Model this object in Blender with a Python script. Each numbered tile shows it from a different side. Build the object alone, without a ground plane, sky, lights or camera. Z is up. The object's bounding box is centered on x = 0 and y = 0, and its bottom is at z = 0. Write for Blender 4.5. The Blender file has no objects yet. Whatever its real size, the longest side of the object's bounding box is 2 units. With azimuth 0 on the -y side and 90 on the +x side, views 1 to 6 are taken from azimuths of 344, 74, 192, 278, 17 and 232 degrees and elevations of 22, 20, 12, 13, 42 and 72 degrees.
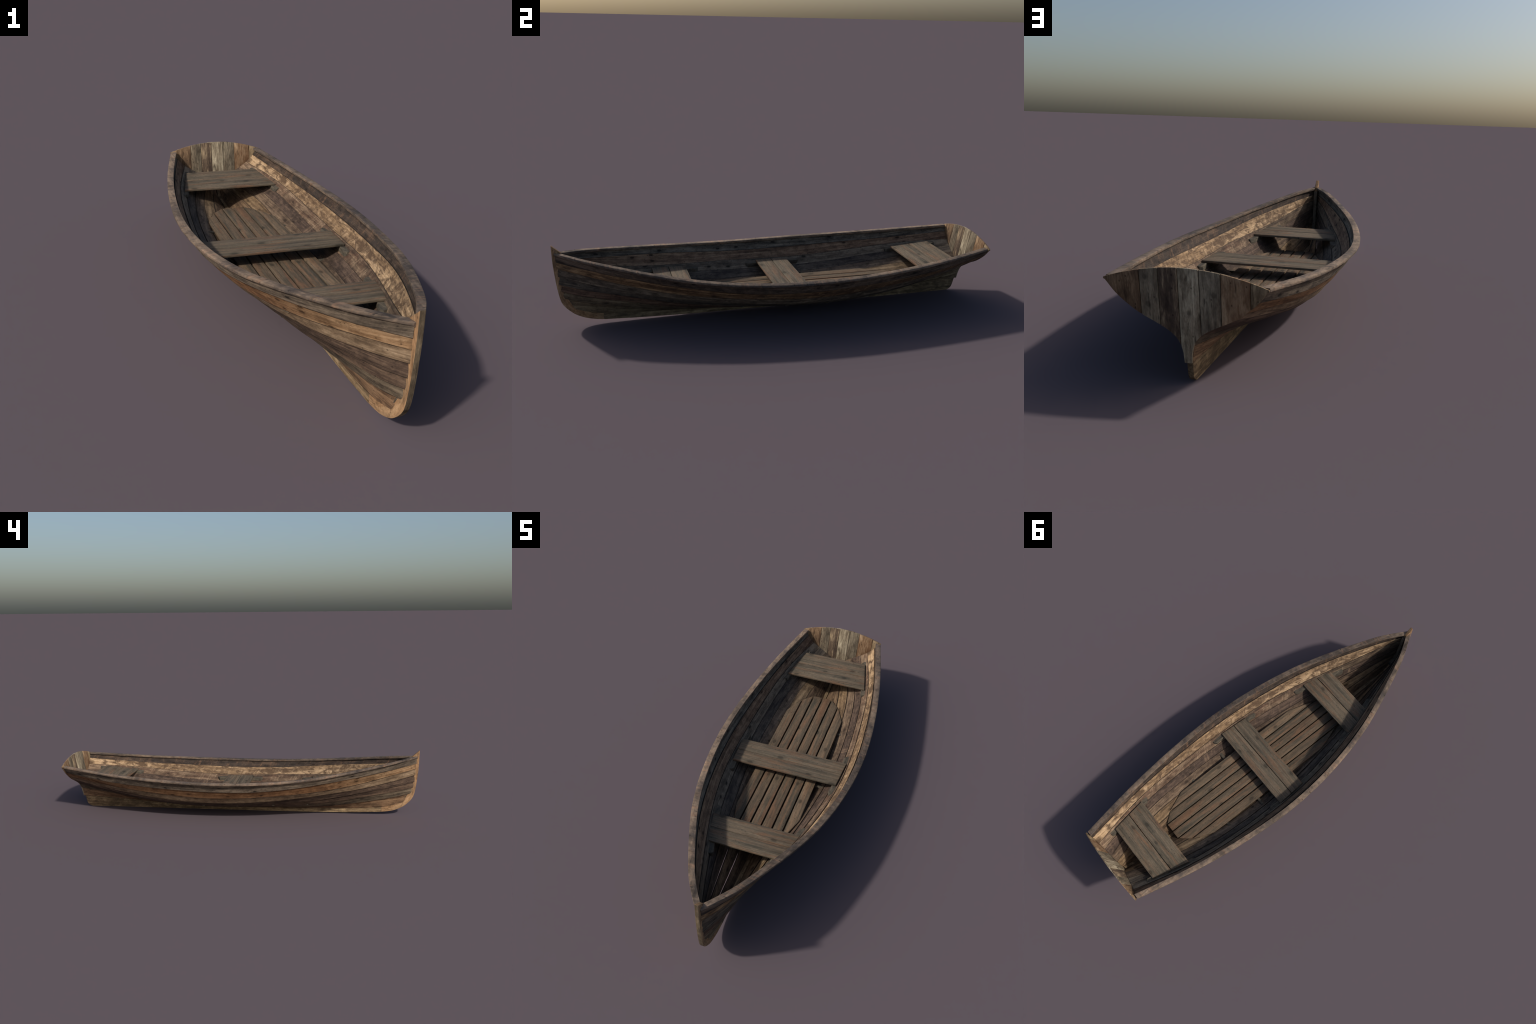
"""Old clinker-built wooden rowing boat: overlapping strakes, keel, stem, transom,
gunwales, three two-plank seats on cleats, and a slatted floor on bearers.
Bow points to -y, stern to +y, boat is symmetric about x = 0."""
import bpy, bmesh, math
import numpy as np
from mathutils import Vector, noise

# ------------------------------------------------------------------ helpers
def spline(K, V):
    """natural cubic spline through (K, V), returns a function"""
    K = np.array(K, float); V = np.array(V, float); n = len(K); h = np.diff(K)
    A = np.zeros((n, n)); b = np.zeros(n); A[0, 0] = A[-1, -1] = 1
    for i in range(1, n - 1):
        A[i, i - 1] = h[i - 1]; A[i, i] = 2 * (h[i - 1] + h[i]); A[i, i + 1] = h[i]
        b[i] = 6 * ((V[i + 1] - V[i]) / h[i] - (V[i] - V[i - 1]) / h[i - 1])
    M = np.linalg.solve(A, b)
    def f(y):
        y = np.asarray(y, float)
        i = np.clip(np.searchsorted(K, y) - 1, 0, n - 2); t = y - K[i]; hh = h[i]
        return (V[i] + t * ((V[i + 1] - V[i]) / hh - hh * (2 * M[i] + M[i + 1]) / 6)
                + t * t * M[i] / 2 + t ** 3 * (M[i + 1] - M[i]) / (6 * hh))
    return f

def nz(x, y, z, s=1.0):
    return noise.noise(Vector((x * s, y * s, z * s)))

root = bpy.data.objects.new("rowing_boat", None)
bpy.context.scene.collection.objects.link(root)
root["label"] = "weathered old wooden rowing boat with plank seats and slatted floor"
root["category"] = "rowing boat"

def add_object(name, mesh, mats):
    ob = bpy.data.objects.new(name, mesh)
    for m in mats:
        mesh.materials.append(m)
    bpy.context.scene.collection.objects.link(ob)
    ob.parent = root
    return ob

def finish_mesh(bm, name, angle=38):
    bmesh.ops.recalc_face_normals(bm, faces=bm.faces)
    if bm.calc_volume(signed=True) < 0:
        bmesh.ops.reverse_faces(bm, faces=bm.faces)
    me = bpy.data.meshes.new(name)
    bm.to_mesh(me); bm.free()
    me.shade_smooth()
    me.set_sharp_from_angle(angle=math.radians(angle))
    return me

# ------------------------------------------------------------------ materials
def lin(c):
    c = np.array(c, float) / 255.0
    return tuple(np.where(c <= 0.04045, c / 12.92, ((c + 0.055) / 1.055) ** 2.4))

def wood(name, dark, mid, light, coords="y", seed=0.0, blotch=None, blotch_amt=0.0,
         blotch_scale=(7, 22), knots=0.6, streak=None, streak_amt=0.0, cracks=0.6,
         gain=1.0, blotch_pos=0.52, grain_scale=1.0, vary=0.0, knot_scale=(10, 22), tint=None, dirt=1.0, dirt_scale=(26, 44)):
    """weathered wood. coords picks the grain direction:
    x / y / z = along that axis, hull = along the curved strakes."""
    m = bpy.data.materials.new(name); m.use_nodes = True
    nt = m.node_tree; N = nt.nodes; L = nt.links
    bsdf = N["Principled BSDF"]
    def node(t, **kw):
        n = N.new(t)
        for k, v in kw.items(): setattr(n, k, v)
        return n
    def val(sock, v):
        if hasattr(v, "links"): L.new(v, sock)
        else: sock.default_value = v
    def math_(op, a, b=0.0, c=None, clamp=False):
        n = node("ShaderNodeMath", operation=op, use_clamp=clamp)
        val(n.inputs[0], a); val(n.inputs[1], b)
        if c is not None: val(n.inputs[2], c)
        return n.outputs[0]
    tc = node("ShaderNodeTexCoord"); sep = node("ShaderNodeSeparateXYZ")
    L.new(tc.outputs["Object"], sep.inputs[0])
    X, Y, Z = sep.outputs
    oi = node("ShaderNodeObjectInfo")
    rnd = math_("MULTIPLY", oi.outputs["Random"], 7.3 if vary else 0.0)
    if coords == "hull":           # follow the sheer: straighten the upward sweep of the planks
        d = math_("SUBTRACT", Y, 0.12)
        sweep = math_("MULTIPLY", math_("MULTIPLY", d, d), 0.105)
        plan = math_("MULTIPLY", math_("MULTIPLY", d, d), math_("MULTIPLY_ADD", math_("GREATER_THAN", d, 0.0), -0.11, 0.2))
        w = math_("ADD", math_("SUBTRACT", Z, sweep), math_("MULTIPLY", math_("ADD", math_("ABSOLUTE", X), plan), 0.35))
        along, across, third = Y, w, math_("MULTIPLY", math_("SIGN", X), 1.7)
    elif coords == "stem":         # grain turns with the curve of the stem
        dy = math_("ADD", Y, 0.78); dz = math_("MINIMUM", math_("SUBTRACT", Z, 0.2), 0.0)
        across = math_("SQRT", math_("ADD", math_("MULTIPLY", dy, dy), math_("MULTIPLY", dz, dz)))
        along, third = math_("SUBTRACT", Z, Y), X
    elif coords == "x": along, across, third = X, Y, Z
    elif coords == "y": along, across, third = Y, X, Z
    else: along, across, third = Z, X, Y
    # gentle waviness of the grain
    def vec(sa, sc, st=1.0, off=0.0):
        c = node("ShaderNodeCombineXYZ")
        L.new(math_("ADD", math_("MULTIPLY", along, sa), seed + off), c.inputs[0])
        L.new(math_("ADD", math_("MULTIPLY", across, sc), math_("ADD", rnd, seed * 3.1 + off)), c.inputs[1])
        L.new(math_("MULTIPLY", third, st), c.inputs[2])
        return c.outputs[0]
    def nse(v, detail=5.0, rough=0.6, dist=0.0):
        n = node("ShaderNodeTexNoise"); L.new(v, n.inputs["Vector"])
        n.inputs["Scale"].default_value = 1.0; n.inputs["Detail"].default_value = detail
        n.inputs["Roughness"].default_value = rough; n.inputs["Distortion"].default_value = dist
        return n.outputs["Fac"]
    def ramp(fac, stops, interp="LINEAR"):
        r = node("ShaderNodeValToRGB"); r.color_ramp.interpolation = interp
        e = r.color_ramp.elements
        while len(e) < len(stops): e.new(0.5)
        for k, (p, c) in zip(e, stops):
            k.position = p; k.color = (*c, 1.0) if len(c) == 3 else c
        L.new(fac, r.inputs[0]); return r.outputs[0]
    def gray(fac, a, b):
        lo, hi = ((0, 0, 0), (1, 1, 1)) if a < b else ((1, 1, 1), (0, 0, 0))
        return ramp(fac, [(min(a, b), lo), (max(a, b), hi)])
    def mix(fac, a, b, mode="MIX"):
        n = node("ShaderNodeMix", data_type="RGBA", blend_type=mode)
        val(n.inputs[0], fac)
        if hasattr(a, "links"): L.new(a, n.inputs[6])
        else: n.inputs[6].default_value = (*a, 1)
        if hasattr(b, "links"): L.new(b, n.inputs[7])
        else: n.inputs[7].default_value = (*b, 1)
        return n.outputs[2]
    g = grain_scale
    D, M, H = (tuple(gain * v for v in lin(c)) for c in (dark, mid, light))
    fine = nse(vec(7, 190 * g, 190 * g), 4, 0.65)
    med = nse(vec(2.2, 62 * g, 62 * g, 3.7), 5, 0.6, 0.4)
    wide = nse(vec(1.4, 16, 16, 8.1), 3, 0.5)
    patch = nse(vec(11, 34, 34, 5.3), 5, 0.62, 0.5)
    f = math_("ADD", math_("MULTIPLY", fine, 0.28), math_("MULTIPLY", med, 0.36))
    f = math_("ADD", f, math_("ADD", math_("MULTIPLY", wide, 0.2), math_("MULTIPLY", patch, 0.16)))
    col = ramp(f, [(0.415, D), (0.5, M), (0.585, H)])
    if blotch is not None:
        bl = nse(vec(blotch_scale[0], blotch_scale[1], blotch_scale[1], 21.0), 5, 0.62, 1.1)
        bf = math_("MULTIPLY", gray(bl, blotch_pos - 0.07, blotch_pos + 0.07), blotch_amt)
        BL = tuple(gain * v for v in lin(blotch))
        col = mix(bf, col, mix(math_("MULTIPLY", fine, 0.5), BL, D))
    if streak is not None:         # pale scrapes running diagonally over the plank
        dg = math_("ADD", along, math_("MULTIPLY", across, 0.45))
        c = node("ShaderNodeCombineXYZ")
        L.new(math_("ADD", math_("MULTIPLY", dg, 55.0), seed), c.inputs[0])
        L.new(math_("MULTIPLY", across, 9.0), c.inputs[1])
        L.new(math_("MULTIPLY", third, 1.0), c.inputs[2])
        st = nse(c.outputs[0], 4, 0.6, 0.6)
        sf = math_("MULTIPLY", math_("MULTIPLY", gray(st, 0.53, 0.68), gray(patch, 0.38, 0.6)), streak_amt)
        col = mix(sf, col, tuple(gain * v for v in lin(streak)))
    # weathering: blotchy dirt, pale abrasion and gritty fine contrast
    dn = nse(vec(dirt_scale[0], dirt_scale[1], dirt_scale[1], 41.0), 6, 0.68, 0.3)
    col = mix(math_("MULTIPLY", gray(dn, 0.50, 0.38), 0.5 * dirt), col, tuple(0.55 * v for v in D))
    col = mix(math_("MULTIPLY", gray(dn, 0.54, 0.68), 0.4 * dirt), col, tuple(min(1.15 * v, 1) for v in H))
    grit = nse(vec(70, 170, 170, 47.0), 3, 0.7)
    gv = math_("MULTIPLY_ADD", grit, 0.9, 0.55)
    gc = node("ShaderNodeCombineXYZ")
    for q in range(3): L.new(gv, gc.inputs[q])
    col = mix(1.0, col, gc.outputs[0], "MULTIPLY")
    # drying cracks along the grain
    ck = nse(vec(2.6, 120 * g, 120 * g, 31.0), 3, 0.5)
    cf = math_("MULTIPLY", gray(ck, 0.36, 0.29), cracks)
    col = mix(cf, col, tuple(0.22 * v for v in D))
    # knots
    vo = node("ShaderNodeTexVoronoi", voronoi_dimensions="2D"); vo.inputs["Scale"].default_value = 1.0
    L.new(vec(knot_scale[0], knot_scale[1], 3.0, 13.0), vo.inputs["Vector"])
    kd = math_("ADD", vo.outputs["Distance"], math_("MULTIPLY", math_("SUBTRACT", patch, 0.5), 0.16))
    vs = node("ShaderNodeSeparateColor"); L.new(vo.outputs["Color"], vs.inputs[0])
    pick = math_("GREATER_THAN", vs.outputs[0], 0.66)
    kf = math_("MULTIPLY", math_("MULTIPLY", gray(kd, 0.13, 0.07), pick), knots)
    halo = math_("MULTIPLY", math_("MULTIPLY", gray(kd, 0.30, 0.12), pick), knots * 0.45)
    col = mix(halo, col, tuple(0.8 * v for v in D))
    col = mix(kf, col, tuple(0.3 * v for v in D))
    # nail holes and worm specks
    sp = node("ShaderNodeTexVoronoi", voronoi_dimensions="2D"); sp.inputs["Scale"].default_value = 1.0
    L.new(vec(34, 52, 3.0, 17.0), sp.inputs["Vector"])
    ss = node("ShaderNodeSeparateColor"); L.new(sp.outputs["Color"], ss.inputs[0])
    sf2 = math_("MULTIPLY", math_("MULTIPLY", gray(sp.outputs["Distance"], 0.12, 0.06), math_("GREATER_THAN", ss.outputs[1], 0.8)), 0.7)
    col = mix(sf2, col, tuple(0.3 * v for v in D))
    if tint:                       # the wood changes colour along the plank
        tr = math_("MULTIPLY_ADD", math_("ADD", along, math_("MULTIPLY", math_("SUBTRACT", wide, 0.5), 0.5)), 0.5, 0.5)
        col = mix(1.0, col, ramp(tr, [((y + 1) / 2, c) for y, c in tint]), "MULTIPLY")
    hue = node("ShaderNodeHueSaturation"); L.new(col, hue.inputs["Color"])
    if vary:
        L.new(math_("ADD", 1.0 - vary * 0.5, math_("MULTIPLY", oi.outputs["Random"], vary)), hue.inputs["Value"])
    L.new(hue.outputs[0], bsdf.inputs["Base Color"])
    bsdf.inputs["Roughness"].default_value = 0.86
    bsdf.inputs["Specular IOR Level"].default_value = 0.22
    bp = node("ShaderNodeBump"); bp.inputs["Strength"].default_value = 0.45
    bp.inputs["Distance"].default_value = 0.0022
    hgt = math_("SUBTRACT", math_("ADD", math_("ADD", fine, med), math_("MULTIPLY", grit, 0.6)), math_("MULTIPLY", math_("ADD", cf, kf), 0.8))
    L.new(hgt, bp.inputs["Height"]); L.new(bp.outputs[0], bsdf.inputs["Normal"])
    return m

# outside of the strakes, sheer strake first (port/starboard are not the same wood)
OUT = [
    dict(dark=(62, 53, 45), mid=(98, 86, 73), light=(140, 123, 104), knots=0.9),
    dict(dark=(108, 80, 54), mid=(141, 111, 81), light=(168, 138, 105), blotch=(74, 58, 46), blotch_amt=0.5, blotch_pos=0.62,
         blotch_scale=(9, 6), cracks=0.25, knots=0.8, tint=[(-.9, (1, 1, 1)), (-.62, (1, .97, .94)), (-.45, (.86, .72, .63)), (.1, (.8, .69, .62)), (.9, (.76, .69, .64))]),
    dict(dark=(90, 73, 57), mid=(128, 106, 83), light=(158, 136, 110), blotch=(84, 68, 50), blotch_amt=0.4, cracks=0.35, knots=0.6),
    dict(dark=(56, 44, 36), mid=(80, 64, 53), light=(112, 92, 75), cracks=0.4),
    dict(dark=(54, 42, 34), mid=(78, 62, 51), light=(108, 88, 71), cracks=0.4),
    dict(dark=(56, 48, 40), mid=(86, 74, 61), light=(120, 105, 86), blotch=(118, 102, 80), blotch_amt=0.3),
    dict(dark=(86, 65, 49), mid=(122, 94, 70), light=(160, 129, 98), blotch=(74, 59, 44), blotch_amt=0.6, blotch_pos=0.56),
]
OUT_PORT = [
    dict(dark=(50, 42, 36), mid=(78, 65, 55), light=(110, 92, 76), streak=(120, 92, 70), streak_amt=0.4, knots=0.8),
    dict(dark=(84, 62, 44), mid=(122, 92, 64), light=(166, 134, 97), blotch=(62, 50, 42), blotch_amt=0.6),
    dict(dark=(70, 59, 49), mid=(108, 93, 77), light=(144, 126, 104), blotch=(62, 52, 45), blotch_amt=0.5),
    dict(dark=(54, 47, 42), mid=(86, 75, 64), light=(118, 104, 86)),
    dict(dark=(66, 50, 40), mid=(96, 73, 58), light=(122, 97, 77)),
    dict(dark=(74, 61, 47), mid=(106, 90, 70), light=(138, 120, 94)),
    dict(dark=(84, 70, 53), mid=(116, 98, 74), light=(144, 126, 98), blotch=(70, 55, 40), blotch_amt=0.4),
]
IN = [
    dict(dark=(46, 38, 33), mid=(68, 56, 48), light=(98, 80, 66), streak=(132, 100, 76), streak_amt=0.65, blotch=(54, 52, 50), blotch_amt=0.5, cracks=0.3),
    dict(dark=(106, 84, 62), mid=(154, 126, 95), light=(196, 166, 130), blotch=(82, 64, 50), blotch_amt=0.95, blotch_scale=(15, 32), blotch_pos=0.495,
         knots=0.5, cracks=0.2, dirt=0.75, streak=(206, 178, 144), streak_amt=0.35),
    dict(dark=(72, 58, 48), mid=(110, 91, 73), light=(150, 126, 102), blotch=(94, 66, 52), blotch_amt=0.6, blotch_scale=(10, 30),
         streak=(172, 146, 118), streak_amt=0.55, cracks=0.3, tint=[(-.95, (.72, .76, .78)), (-.5, (.72, .76, .78)), (-.36, (1, 1, 1)), (.9, (1, 1, 1))]),
    dict(dark=(52, 42, 36), mid=(76, 62, 53), light=(106, 87, 73), streak=(144, 118, 94), streak_amt=0.5, cracks=0.3),
    dict(dark=(68, 55, 45), mid=(102, 84, 68), light=(138, 117, 94), blotch=(70, 56, 46), blotch_amt=0.5),
    dict(dark=(88, 70, 52), mid=(126, 103, 77), light=(160, 135, 103), blotch=(80, 62, 46), blotch_amt=0.5),
    dict(dark=(78, 61, 46), mid=(112, 91, 70), light=(150, 122, 92), blotch=(70, 54, 42), blotch_amt=0.5),
]
IN_PORT = [
    dict(dark=(60, 54, 48), mid=(92, 84, 74), light=(126, 115, 101), knots=0.9),
    dict(dark=(78, 60, 47), mid=(116, 92, 73), light=(148, 122, 97), knots=0.9),
    dict(dark=(70, 62, 53), mid=(106, 94, 80), light=(138, 124, 105), knots=0.9),
    dict(dark=(54, 49, 46), mid=(80, 72, 64), light=(108, 97, 84)),
    dict(dark=(64, 55, 47), mid=(98, 84, 71), light=(130, 112, 93)),
    dict(dark=(76, 62, 49), mid=(112, 93, 72), light=(144, 122, 95)),
    dict(dark=(70, 56, 45), mid=(100, 82, 65), light=(132, 110, 87)),
]
def strake_mats(tag, table, s0):
    return [wood(f"{tag}_wood_{'abcdefg'[i]}", coords="hull", seed=s0 + 2.37 * i, **kw) for i, kw in enumerate(table)]
MO = {-1: strake_mats("outer_starboard", OUT, 1.0), 1: strake_mats("outer_port", OUT_PORT, 40.0)}
MI = {1: strake_mats("inner_port", IN, 80.0), -1: strake_mats("inner_starboard", IN_PORT, 120.0)}

SEAT = dict(dark=(73, 68, 58), mid=(98, 88, 74), light=(118, 102, 84), blotch=(132, 94, 68), blotch_amt=0.7,
            blotch_scale=(3.0, 40), blotch_pos=0.57, knots=0.55, cracks=0.3, dirt=0.45, dirt_scale=(9, 50), vary=0.12, knot_scale=(8, 14))
M_grime = wood("plank_edge_wood", (34, 28, 23), (48, 40, 33), (70, 58, 48), coords="hull", seed=3.3, knots=0.0)  # darker tone for the narrow rows along the plank edges, drawing a thin dark line at each seam
M_seat = wood("seat_wood", coords="x", seed=5.0, **SEAT)
M_slat = wood("floor_wood", coords="y", seed=9.0, **{**SEAT, "mid": (101, 87, 71), "light": (122, 102, 81), "vary": 0.26})
M_cleat = wood("cleat_wood", (64, 60, 53), (86, 79, 68), (106, 97, 82), "y", 15.0)
M_rail = wood("gunwale_wood", (70, 62, 56), (109, 94, 81), (141, 121, 102), "hull", 17.0, blotch=(76, 70, 68),
              blotch_amt=0.7, blotch_scale=(9, 30), blotch_pos=0.57, streak=(156, 116, 90), streak_amt=0.5, knots=0.2, cracks=0.3)
M_stem = wood("stem_wood", (118, 88, 60), (154, 118, 84), (180, 145, 108), "stem", 19.0, blotch=(108, 90, 70), blotch_amt=0.5, knots=0.5, cracks=0.3)
M_stem_face = wood("stem_face_wood", (78, 67, 53), (112, 97, 77), (142, 124, 98), "stem", 21.0, blotch=(70, 60, 50), blotch_amt=0.5, knots=0.6)
M_apron = wood("inner_stem_wood", (62, 54, 45), (92, 80, 67), (116, 102, 84), "z", 23.0)
M_keel = wood("keel_wood", (82, 67, 50), (125, 103, 77), (162, 138, 105), "y", 27.0, blotch=(74, 61, 47), blotch_amt=0.7,
              blotch_scale=(6, 30), blotch_pos=0.52)

# ------------------------------------------------------------------ hull lines
# rail line (outer top edge of the gunwale)
KY = [-.985, -.9, -.75, -.5, -.2, .1, .4, .7, .992]
SX = spline(KY, [.0105, .0671, .1403, .238, .3078, .3327, .3162, .2729, .2092])
SZ = spline(KY, [.3392, .326, .303, .2676, .2415, .2358, .2428, .2593, .2847])
# seams between strakes, top (under the rail) to keel: (bow end y, x values, stern end y is on the transom, z values)
def seam(yb, xs, zs):
    ys = .9467 + .162 * zs[-1] - .0062
    k = [yb, -.9, -.75, -.5, -.2, .1, .4, .7, ys]
    if yb > -.92: k[1] = -.84
    return (yb, ys, spline(k, xs), spline(k, zs))
SEAMS = [
    seam(-.985, [.0095, .060, .1335, .231, .3008, .3257, .3092, .2659, .2070], [.3352, .322, .299, .2636, .2375, .2318, .2388, .2553, .2757]),
    seam(-.984, [.0090, .0545, .1215, .211, .2755, .299, .287, .251, .187], [.299, .2845, .259, .2236, .189, .1806, .1917, .2117, .2435]),
    seam(-.983, [.0090, .047, .097, .174, .240, .264, .256, .223, .151], [.269, .2527, .219, .1755, .1505, .137, .152, .183, .211]),
    seam(-.980, [.0088, .0372, .084, .149, .204, .230, .227, .193, .115], [.2334, .2136, .1826, .1458, .114, .101, .1165, .153, .1875]),
    seam(-.977, [.0088, .033, .071, .121, .163, .192, .191, .156, .074], [.195, .1785, .1535, .114, .085, .077, .090, .130, .1655]),
    seam(-.970, [.0088, .028, .055, .089, .120, .143, .144, .117, .038], [.162, .146, .121, .081, .062, .058, .070, .111, .141]),
    seam(-.958, [.0086, .020, .034, .050, .075, .093, .093, .071, .018], [.128, .1134, .085, .052, .046, .042, .055, .092, .112]),
    seam(-.915, [.0086, .0088, .009, .009, .009, .009, .009, .0095, .0110], [.073, .051, .038, .030, .022, .021, .028, .050, .063]),
]
NT = 150
T = np.linspace(0, 1, NT)
P = []
for yb, ys, fx, fz in SEAMS:
    y = yb + (ys - yb) * T
    P.append(np.stack([fx(y), y, fz(y)], 1))
P = np.array(P)                                     # seam, station, xyz

def section(u):
    """point on the outer hull at section parameter u (0 rail .. 7 keel), Catmull-Rom through the seams"""
    j = int(min(max(math.floor(u), 0), 6)); t = u - j
    p1, p2 = P[j], P[j + 1]
    p0 = P[j - 1] if j > 0 else 2 * p1 - p2
    p3 = P[j + 2] if j < 6 else 2 * p2 - p1
    return 0.5 * (2 * p1 + (p2 - p0) * t + (2 * p0 - 5 * p1 + 4 * p2 - p3) * t * t + (3 * p1 - p0 - 3 * p2 + p3) * t ** 3)

US = np.linspace(0, 7, 141)
GRID = np.array([section(u) for u in US])           # u, station, xyz
dU = np.gradient(GRID, axis=0); dT = np.gradient(GRID, axis=1)
NORM = np.cross(dT, dU); NORM /= np.linalg.norm(NORM, axis=2)[..., None] + 1e-9
if NORM[20, NT // 2, 0] < 0: NORM = -NORM
def at(arr, u):
    k = min(max(u / 7 * 140, 0), 140); i = int(min(math.floor(k), 139)); t = k - i
    return arr[i] * (1 - t) + arr[i + 1] * t

def hull_x(y, z, inset=0.0075):
    """inner half-breadth of the hull at (y, z)"""
    xs, zs = [], []
    for i in range(141):
        xs.append(np.interp(y, GRID[i, :, 1], GRID[i, :, 0])); zs.append(np.interp(y, GRID[i, :, 1], GRID[i, :, 2]))
    return float(np.interp(z, zs[::-1], xs[::-1])) - inset

# ------------------------------------------------------------------ strakes
THICK, LAP = 0.0062, 0.0036
SPRUNG = {5: .0055, 4: .0035}                       # seams that have sprung open near the bow (starboard)
def build_strake(j, side):
    up = 0.10 if j > 0 else 0.0                     # tuck under the strake above
    nu = 10
    us = np.concatenate([[j - up, j - up + .035], np.linspace(j - up + .14, j + .9, nu - 4), [j + .975, j + 1.0]])
    outer, inner = [], []
    for k, u in enumerate(us):
        f = min(max(u - j, 0), 1)
        p = at(GRID, max(u, 0)).copy(); n = at(NORM, max(u, 0))
        lap = LAP * (.25 + .75 * np.clip((1 - T) / .07, 0, 1))       # the laps run out flush at the transom
        off = -lap * (1 - f) if j > 0 else np.zeros(NT)
        rag = np.array([nz(j * 3.3 + side * 9, yy * 9, 0.3) * .0012 + nz(j * 5.1, yy * 38, side * 4.0) * .0010 for yy in p[:, 1]])
        wav = np.array([nz(u * 1.7, yy * 4, side * 7 + j) * .0011 for yy in p[:, 1]])
        off = off + wav
        if k == nu - 1 and j < 6:                   # ragged lower edge
            d = at(GRID, u) - at(GRID, u - .05); d /= np.linalg.norm(d, axis=1)[:, None] + 1e-9
            p = p + d * (rag * np.clip((1 - T) / .07, 0, 1))[:, None]
        if k == nu - 1 and j == 6:                  # the garboard has opened up along the keel
            d = at(GRID, u) - at(GRID, u - .05); d /= np.linalg.norm(d, axis=1)[:, None] + 1e-9
            yy = p[:, 1]
            gap = .0045 * np.exp(-((yy + .62) / .22) ** 2) + .003 * np.exp(-((yy - .76) / .1) ** 2)
            p = p - d * gap[:, None]
        for jj, g in ((j, 1.0), (j - 1, -1.0)):
            if side < 0 and jj in SPRUNG and ((g > 0 and k >= nu - 2) or (g < 0 and k <= 1)):
                d = at(GRID, min(u + .03, 7)) - at(GRID, max(u - .03, 0)); d /= np.linalg.norm(d, axis=1)[:, None] + 1e-9
                win = np.exp(-(np.abs((p[:, 1] + .68) / .235)) ** 4)
                shift = SPRUNG[jj] * .5 if g > 0 else SPRUNG[jj] * .5 + np.linalg.norm(at(GRID, j + 0.0) - at(GRID, j - up), axis=1) * (1 - k * .3)
                p = p - g * d * (win * shift)[:, None]
        outer.append(p + n * off[:, None]); inner.append(p + n * (off - THICK)[:, None])
    bm = bmesh.new()
    def V(a):
        a = a.copy(); a[:, 0] = np.maximum(a[:, 0], .0012); a[:, 0] *= side
        return [bm.verts.new(q) for q in a]
    vo = [V(a) for a in outer]; vi = [V(a) for a in inner]
    for k in range(nu - 1):
        for t in range(NT - 1):
            bm.faces.new((vo[k][t], vo[k][t + 1], vo[k + 1][t + 1], vo[k + 1][t])).material_index = 2 if (k == nu - 2 and j < 6) else 0
            bm.faces.new((vi[k][t], vi[k + 1][t], vi[k + 1][t + 1], vi[k][t + 1])).material_index = 2 if (k == 0 and j > 0) else 1
    for t in range(NT - 1):
        bm.faces.new((vo[0][t], vi[0][t], vi[0][t + 1], vo[0][t + 1])).material_index = 2
        bm.faces.new((vo[-1][t], vo[-1][t + 1], vi[-1][t + 1], vi[-1][t])).material_index = 2
    for t in (0, NT - 1):
        for k in range(nu - 1):
            bm.faces.new((vo[k][t], vo[k + 1][t], vi[k + 1][t], vi[k][t]))
    return finish_mesh(bm, "hull_plank", 40)
for side in (-1, 1):
    for j in range(7):
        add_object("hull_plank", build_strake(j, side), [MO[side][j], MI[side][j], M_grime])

# ------------------------------------------------------------------ gunwales
def build_rail(side):
    n = 170
    ys = np.concatenate([np.linspace(-.9885, -.9, 40), np.linspace(-.9, .978, n - 40)[1:]])
    bm = bmesh.new(); rings = []
    for y in ys:
        yc = max(y, -.985)
        x, z = float(SX(yc)), float(SZ(yc))
        dx = float(SX(yc + .004) - SX(yc - .004)) / .008 if y > -.98 else .72
        w = np.interp(y, [-.99, -.9, -.6, 0, .99], [.019, .0215, .0245, .0255, .0245]) * math.sqrt(1 + dx * dx)
        h = .0108
        xi = max(x - w, .0004)
        wob = nz(side * 3, y * 16, 1.0) * .0007 + nz(side * 5, y * 70, 2.0) * .0006
        x = x + .0015 + wob; zt = z + nz(side * 8, y * 12, 4) * .0006
        b = min(.0016, (x - xi) * .3)
        zi = zt + .0004
        yo = y
        prof = [(x - b, zt), (x, zt - b), (x, zt - h + b), (x - b, zt - h), (xi + b * .5, zi - h), (xi, zi - h + b), (xi, zi - b), (xi + b * .5, zi)]
        rings.append([bm.verts.new((side * px, yo, pz)) for px, pz in prof])
    m = len(rings[0])
    for a, c in zip(rings[:-1], rings[1:]):
        for i in range(m):
            bm.faces.new((a[i], a[(i + 1) % m], c[(i + 1) % m], c[i]))
    bm.faces.new(rings[0]); bm.faces.new(rings[-1])
    return finish_mesh(bm, "gunwale", 50)
for side in (-1, 1):
    add_object("gunwale", build_rail(side), [M_rail])

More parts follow.
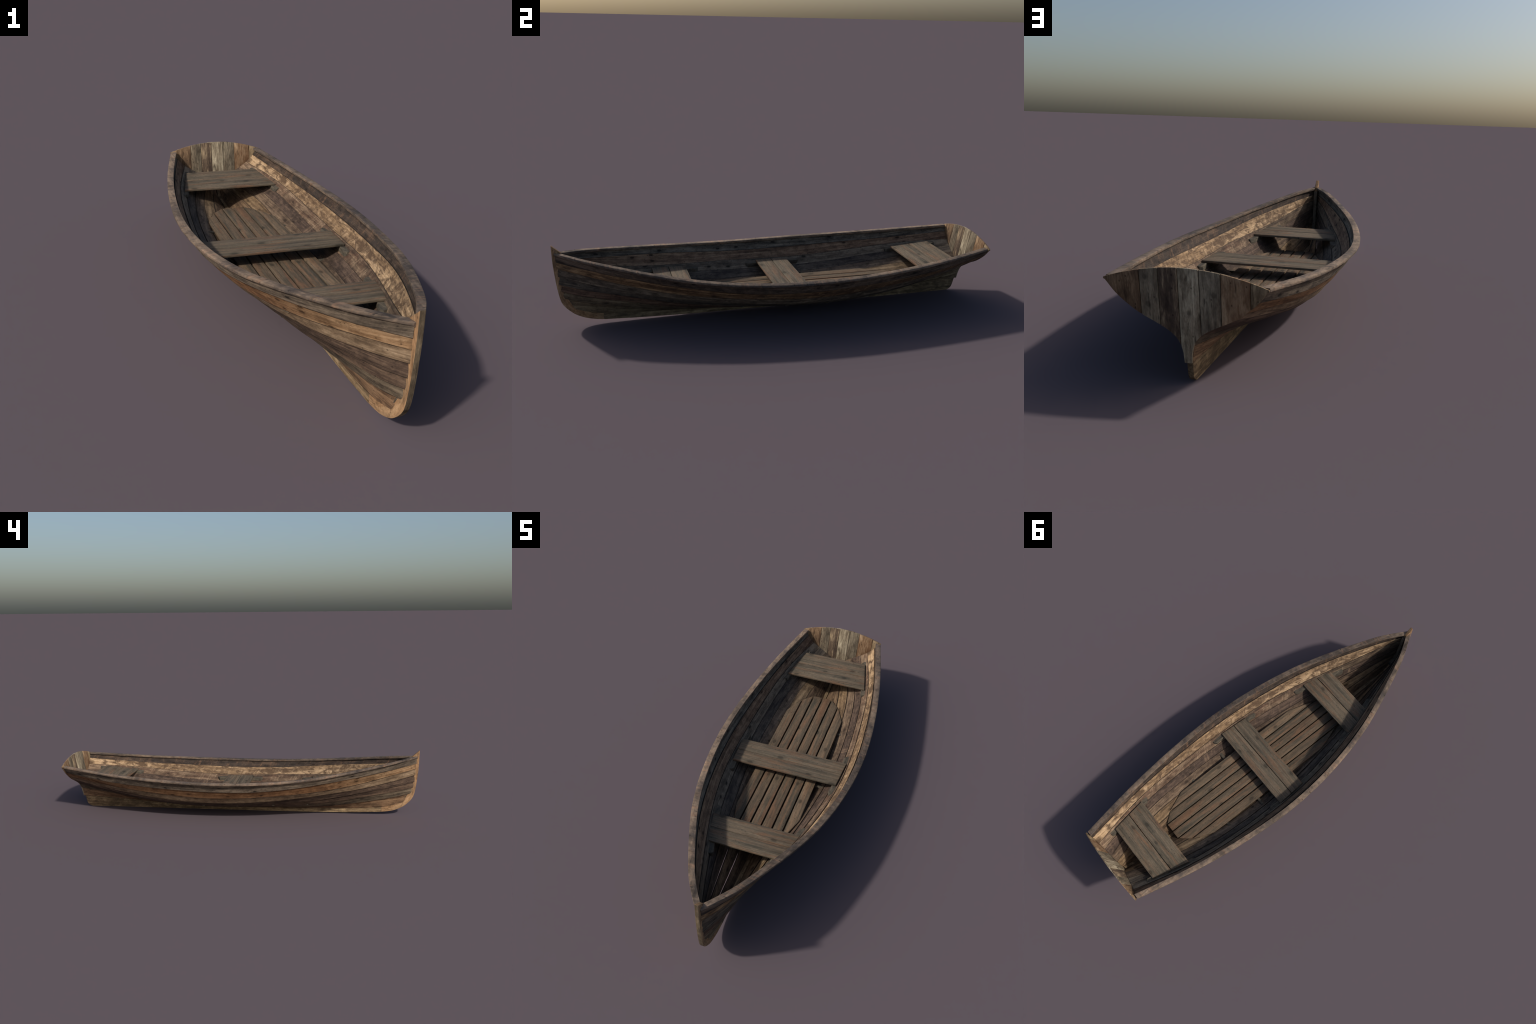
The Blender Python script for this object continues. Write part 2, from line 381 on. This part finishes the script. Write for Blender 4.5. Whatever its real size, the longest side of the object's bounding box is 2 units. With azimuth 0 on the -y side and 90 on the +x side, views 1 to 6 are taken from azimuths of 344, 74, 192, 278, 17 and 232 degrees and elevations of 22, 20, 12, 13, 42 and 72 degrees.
# ------------------------------------------------------------------ generic slab with worn edges
def resample(poly, step, smooth=False):
    out = []
    for a, b in zip(poly, poly[1:] + poly[:1]):
        a, b = Vector(a), Vector(b); n = max(1, int((b - a).length / step))
        out += [a + (b - a) * (i / n) for i in range(n)]
    return out
def build_slab(name, poly, thick, place, step=.018, jitter=.0006, bevel=.0013, seed=0.0, both=False):
    """extrude a flat outline; place(u, v, w) maps outline coords + thickness to space"""
    pts = resample(poly, step)
    bm = bmesh.new()
    rings = []
    for w in (0.0, thick):
        rings.append([bm.verts.new((p.x + nz(p.x * 20, p.y * 20, seed) * jitter, p.y + nz(p.x * 20, p.y * 20, seed + 9) * jitter, w)) for p in pts])
    n = len(pts)
    f0 = bm.faces.new(rings[0][::-1]); f1 = bm.faces.new(rings[1])
    for i in range(n):
        bm.faces.new((rings[0][i], rings[0][(i + 1) % n], rings[1][(i + 1) % n], rings[1][i]))
    bm.normal_update()
    edges = list(f0.edges) + list(f1.edges)
    edges += [e for e in bm.edges if e not in set(edges) and e.calc_face_angle(0) > .6]
    bmesh.ops.bevel(bm, geom=edges, offset=bevel, segments=2, profile=.5, affect="EDGES", clamp_overlap=True)
    for v in bm.verts:
        v.co = place(*v.co)
    return finish_mesh(bm, name, 45)

# ------------------------------------------------------------------ stem, keel, inner stem
def smooth_poly(pts, n=6):
    """Catmull-Rom through an open run of points"""
    out = []
    for i in range(len(pts) - 1):
        p = [np.array(pts[min(max(k, 0), len(pts) - 1)], float) for k in (i - 1, i, i + 1, i + 2)]
        for t in np.linspace(0, 1, n, endpoint=False):
            out.append(tuple(.5 * (2 * p[1] + (p[2] - p[0]) * t + (2 * p[0] - 5 * p[1] + 4 * p[2] - p[3]) * t * t + (3 * p[1] - p[0] - 3 * p[2] + p[3]) * t ** 3)))
    return out + [tuple(pts[-1])]
def side_slab(half):
    return lambda u, v, w: Vector((w - half, u, v))
HT = .0076
front = smooth_poly([(-.9985, .3725), (-.9982, .312), (-.9945, .25), (-.988, .182), (-.9785, .126), (-.967, .098), (-.9455, .0715),
                     (-.914, .0465), (-.871, .0275), (-.832, .0185), (-.80, .0145)])
back = smooth_poly([(-.80, .046), (-.86, .060), (-.905, .098), (-.936, .14), (-.951, .2), (-.9575, .28), (-.9585, .3365)])
add_object("stem", build_slab("stem", front + back, 2 * HT, side_slab(HT), step=.01, jitter=.0004, bevel=.0012, seed=1), [M_stem, M_stem_face])
for p in bpy.data.objects["stem"].data.polygons:            # the exposed leading edge has weathered grey
    if p.normal.y < -.45 and p.center.z > .05:
        p.material_index = 1
bottom = smooth_poly([(-.7995, .0144), (-.655, .0080), (-.5, .0040), (-.34, .0015), (-.1, .0008), (.3, .0004), (.6, .0), (.88, .0),
                      (.912, .0022), (.928, .0105), (.936, .024), (.9415, .045), (.9455, .062), (.954, .10)])
ktop = [(.952, .108)] + [(y, float(np.interp(y, P[7][:, 1], P[7][:, 2])) + .012) for y in np.linspace(.9, -.7995, 30)]
add_object("keel", build_slab("keel", bottom + ktop, 2 * HT, side_slab(HT), step=.012, jitter=.0004, bevel=.0012, seed=2), [M_keel])
ap = [(-.968, .318), (-.968, .2), (-.955, .14), (-.93, .10), (-.90, .078), (-.885, .092), (-.915, .122), (-.932, .16), (-.939, .22), (-.944, .318)]
add_object("inner_stem", build_slab("inner_stem", ap, .017, side_slab(.0085), step=.012, seed=3), [M_apron])

# ------------------------------------------------------------------ transom (two layers of upright boards)
ol = smooth_poly([(.0106, .062), (.0112, .082), (.0138, .100), (.0240, .1255), (.0450, .1475), (.0775, .1670), (.121, .1895), (.150, .2095),
                  (.185, .2405), (.2090, .2720), (.2150, .2755)], 8)
OLX = np.maximum.accumulate([p[0] + 1e-6 * i for i, p in enumerate(ol)]); OLZ = np.array([p[1] for p in ol])
def t_bottom(x):
    return float(np.interp(abs(x), OLX, OLZ))
def t_top(x):
    return .3192 - .835 * x * x
def transom_place(off):
    def f(u, v, w):
        return Vector((u, .9467 + .162 * v - off - w, v))
    return f
BOARDS = [
    (-.2148, -.118, dict(dark=(76, 57, 42), mid=(112, 88, 65), light=(152, 124, 95), blotch=(130, 104, 80), blotch_amt=.4)),
    (-.118, -.068, dict(dark=(84, 74, 61), mid=(122, 109, 90), light=(156, 141, 118), blotch=(118, 96, 74), blotch_amt=.4)),
    (-.068, -.017, dict(dark=(66, 53, 44), mid=(98, 81, 66), light=(166, 144, 114), blotch=(76, 62, 54), blotch_amt=.6)),
    (-.017, .038, dict(dark=(102, 88, 71), mid=(154, 140, 116), light=(186, 171, 144), blotch=(104, 86, 68), blotch_amt=.7)),
    (.038, .093, dict(dark=(82, 73, 61), mid=(118, 106, 88), light=(154, 140, 117), blotch=(96, 76, 58), blotch_amt=.5)),
    (.093, .168, dict(dark=(108, 78, 53), mid=(140, 113, 86), light=(172, 145, 114), blotch=(110, 82, 62), blotch_amt=.6)),
    (.168, .2148, dict(dark=(88, 71, 53), mid=(126, 107, 82), light=(158, 136, 106), blotch=(90, 72, 54), blotch_amt=.5)),
]
BM = [wood(f"transom_wood_{'abcdefg'[i]}", coords="z", seed=200 + 3.1 * i, knots=.5, cracks=.7, grain_scale=.8, knot_scale=(13, 15), blotch_scale=(3, 44), blotch_pos=.55, dirt=.7, dirt_scale=(9, 60), **kw) for i, (_, _, kw) in enumerate(BOARDS)]
for layer in (0, 1):
    off, th = (.0038, .0034) if layer == 0 else (.0, .0036)
    for i, (a, b, kw) in enumerate(BOARDS):
        if layer == 1: a, b = -b, -a
        a2, b2 = (a + .0009 if a > -.21 else a), (b - .0009 if b < .21 else b)
        xs = np.linspace(a2, b2, 26)
        poly = [(x, t_bottom(x)) for x in xs] + [(x, t_top(x) + nz(i, layer, 7.7) * .0012) for x in xs[::-1]]
        me = build_slab("transom_board", poly, th, transom_place(off), step=.012, jitter=.0003, bevel=.0007, seed=30 + i)
        add_object("transom_board", me, [BM[i]])

# ------------------------------------------------------------------ seats
SEATS = [  # front edge y, back edge y, gap y, half widths front/back, top z front/back
    (-.5655, -.4032, -.4865, .1490, .1865, .1845, .1685),
    (-.0390, .1206, .0410, .2420, .2520, .1490, .1460),
    (.6785, .8680, .7720, .2050, .1630, .1840, .2105),
]
ST = .0085
for s, (yf, yb, yg, wf, wb, zf, zb) in enumerate(SEATS):
    def width(y): return wf + (wb - wf) * (y - yf) / (yb - yf)
    def top(y): return zf + (zb - zf) * (y - yf) / (yb - yf)
    for k, (a, b) in enumerate(((yf, yg - .0016), (yg + .0016, yb))):
        e = [nz(s, k, 3) * .003, nz(s, k, 6) * .003]
        poly = [(-width(a) + e[0], a), (width(a) + e[1], a), (width(b) + e[1], b), (-width(b) + e[0], b)]
        dz = nz(s * 3, k * 2, 1.5) * .001
        place = lambda u, v, w, dz=dz, top=top: Vector((u, v, top(v) - ST + w + dz))
        add_object("seat_plank", build_slab("seat_plank", poly, ST, place, seed=50 + s * 2 + k), [M_seat])

# cleats that carry the seats, fixed along the inside of the strakes
def build_cleat(side, y0, y1, zfun):
    bm = bmesh.new(); rings = []
    n = 22; W, H = .024, .019
    for y in np.linspace(y0, y1, n):
        e = min(y - y0, y1 - y) / .010; e = min(max(e, 0), 1)        # chamfered ends
        zt = zfun(y); xo = hull_x(y, zt - .006) + .004
        xo2 = hull_x(y, zt - H) + .004
        xi = xo - W * (.55 + .45 * e)
        wob = nz(side, y * 20, 3) * .0006
        c = .0015
        prof = [(xo, zt), (xi + c + wob, zt), (xi + wob, zt - c), (xi + wob, zt - H + c - .002), (xi + c + wob, zt - H - .002), (min(xo2, xi + W), zt - H - .004)]
        prof = [(min(a, hull_x(y, b - .001) + .001 + .0004 * i), b) for i, (a, b) in enumerate(prof)]   # never pierce the planking
        rings.append([bm.verts.new((side * a, y, b)) for a, b in prof])
    m = len(rings[0])
    for a, c in zip(rings[:-1], rings[1:]):
        for i in range(m):
            bm.faces.new((a[i], a[(i + 1) % m], c[(i + 1) % m], c[i]))
    bm.faces.new(rings[0]); bm.faces.new(rings[-1])
    return finish_mesh(bm, "seat_cleat", 35)
for s, (a, b) in enumerate(((-.625, -.342), (-.095, .183), (.647, .900))):
    yf, yb, yg, wf, wb, zf, zb = SEATS[s]
    zfun = lambda y, yf=yf, yb=yb, zf=zf, zb=zb: zf + (zb - zf) * (y - yf) / (yb - yf) - ST - .0004
    for side in (-1, 1):
        add_object("seat_cleat", build_cleat(side, a, b, zfun), [M_cleat])

# ------------------------------------------------------------------ slatted floor
FZ = .0965
def y_aft(x):
    return float(np.interp(abs(x), [0, .049, .098, .143, .16], [.647, .647, .590, .487, .45]))
def y_fore(x):
    return float(np.interp(abs(x), [0, .06, .09, .117, .143, .16], [-.452, -.452, -.42, -.346, -.257, -.20]))
edges = np.linspace(-.1440, .1440, 7)
for i in range(6):
    a, b = edges[i] + (.0034 if i else 0), edges[i + 1] - (.0034 if i < 5 else 0)
    c = (a + b) / 2
    xs = [a, c, b] if 0 < i < 5 else [a, b]
    brk = [q for q in (-.117, -.098, -.049, .049, .098, .117) if a + .004 < q < b - .004]
    xs = sorted(xs[:1] + brk + xs[-1:])
    e1, e2 = nz(i, 1, 2.2) * .003, nz(i, 3, 4.2) * .003
    poly = [(x, y_fore(x) + e1) for x in xs] + [(x, y_aft(x) + e2) for x in xs[::-1]]
    dz = nz(i * 1.3, 5, 1.1) * .0012
    place = lambda u, v, w, dz=dz: Vector((u, v, FZ - .010 + w + dz))
    add_object("floor_slat", build_slab("floor_slat", poly, .010, place, step=.03, jitter=.0007, bevel=.0012, seed=70 + i), [M_slat])
for y in (-.385, -.2, -.003, .185, .395, .585):
    hw = hull_x(y, FZ - .016) + .001
    ext = nz(y * 5, 1, 1) * .004
    poly = [(-hw, y - .0075), (hw + 0, y - .0075), (hw, y + .0075), (-hw, y + .0075)]
    place = lambda u, v, w: Vector((u, v, FZ - .0235 + w))
    add_object("floor_bearer", build_slab("floor_bearer", poly, .0125, place, seed=90 + y), [M_cleat])
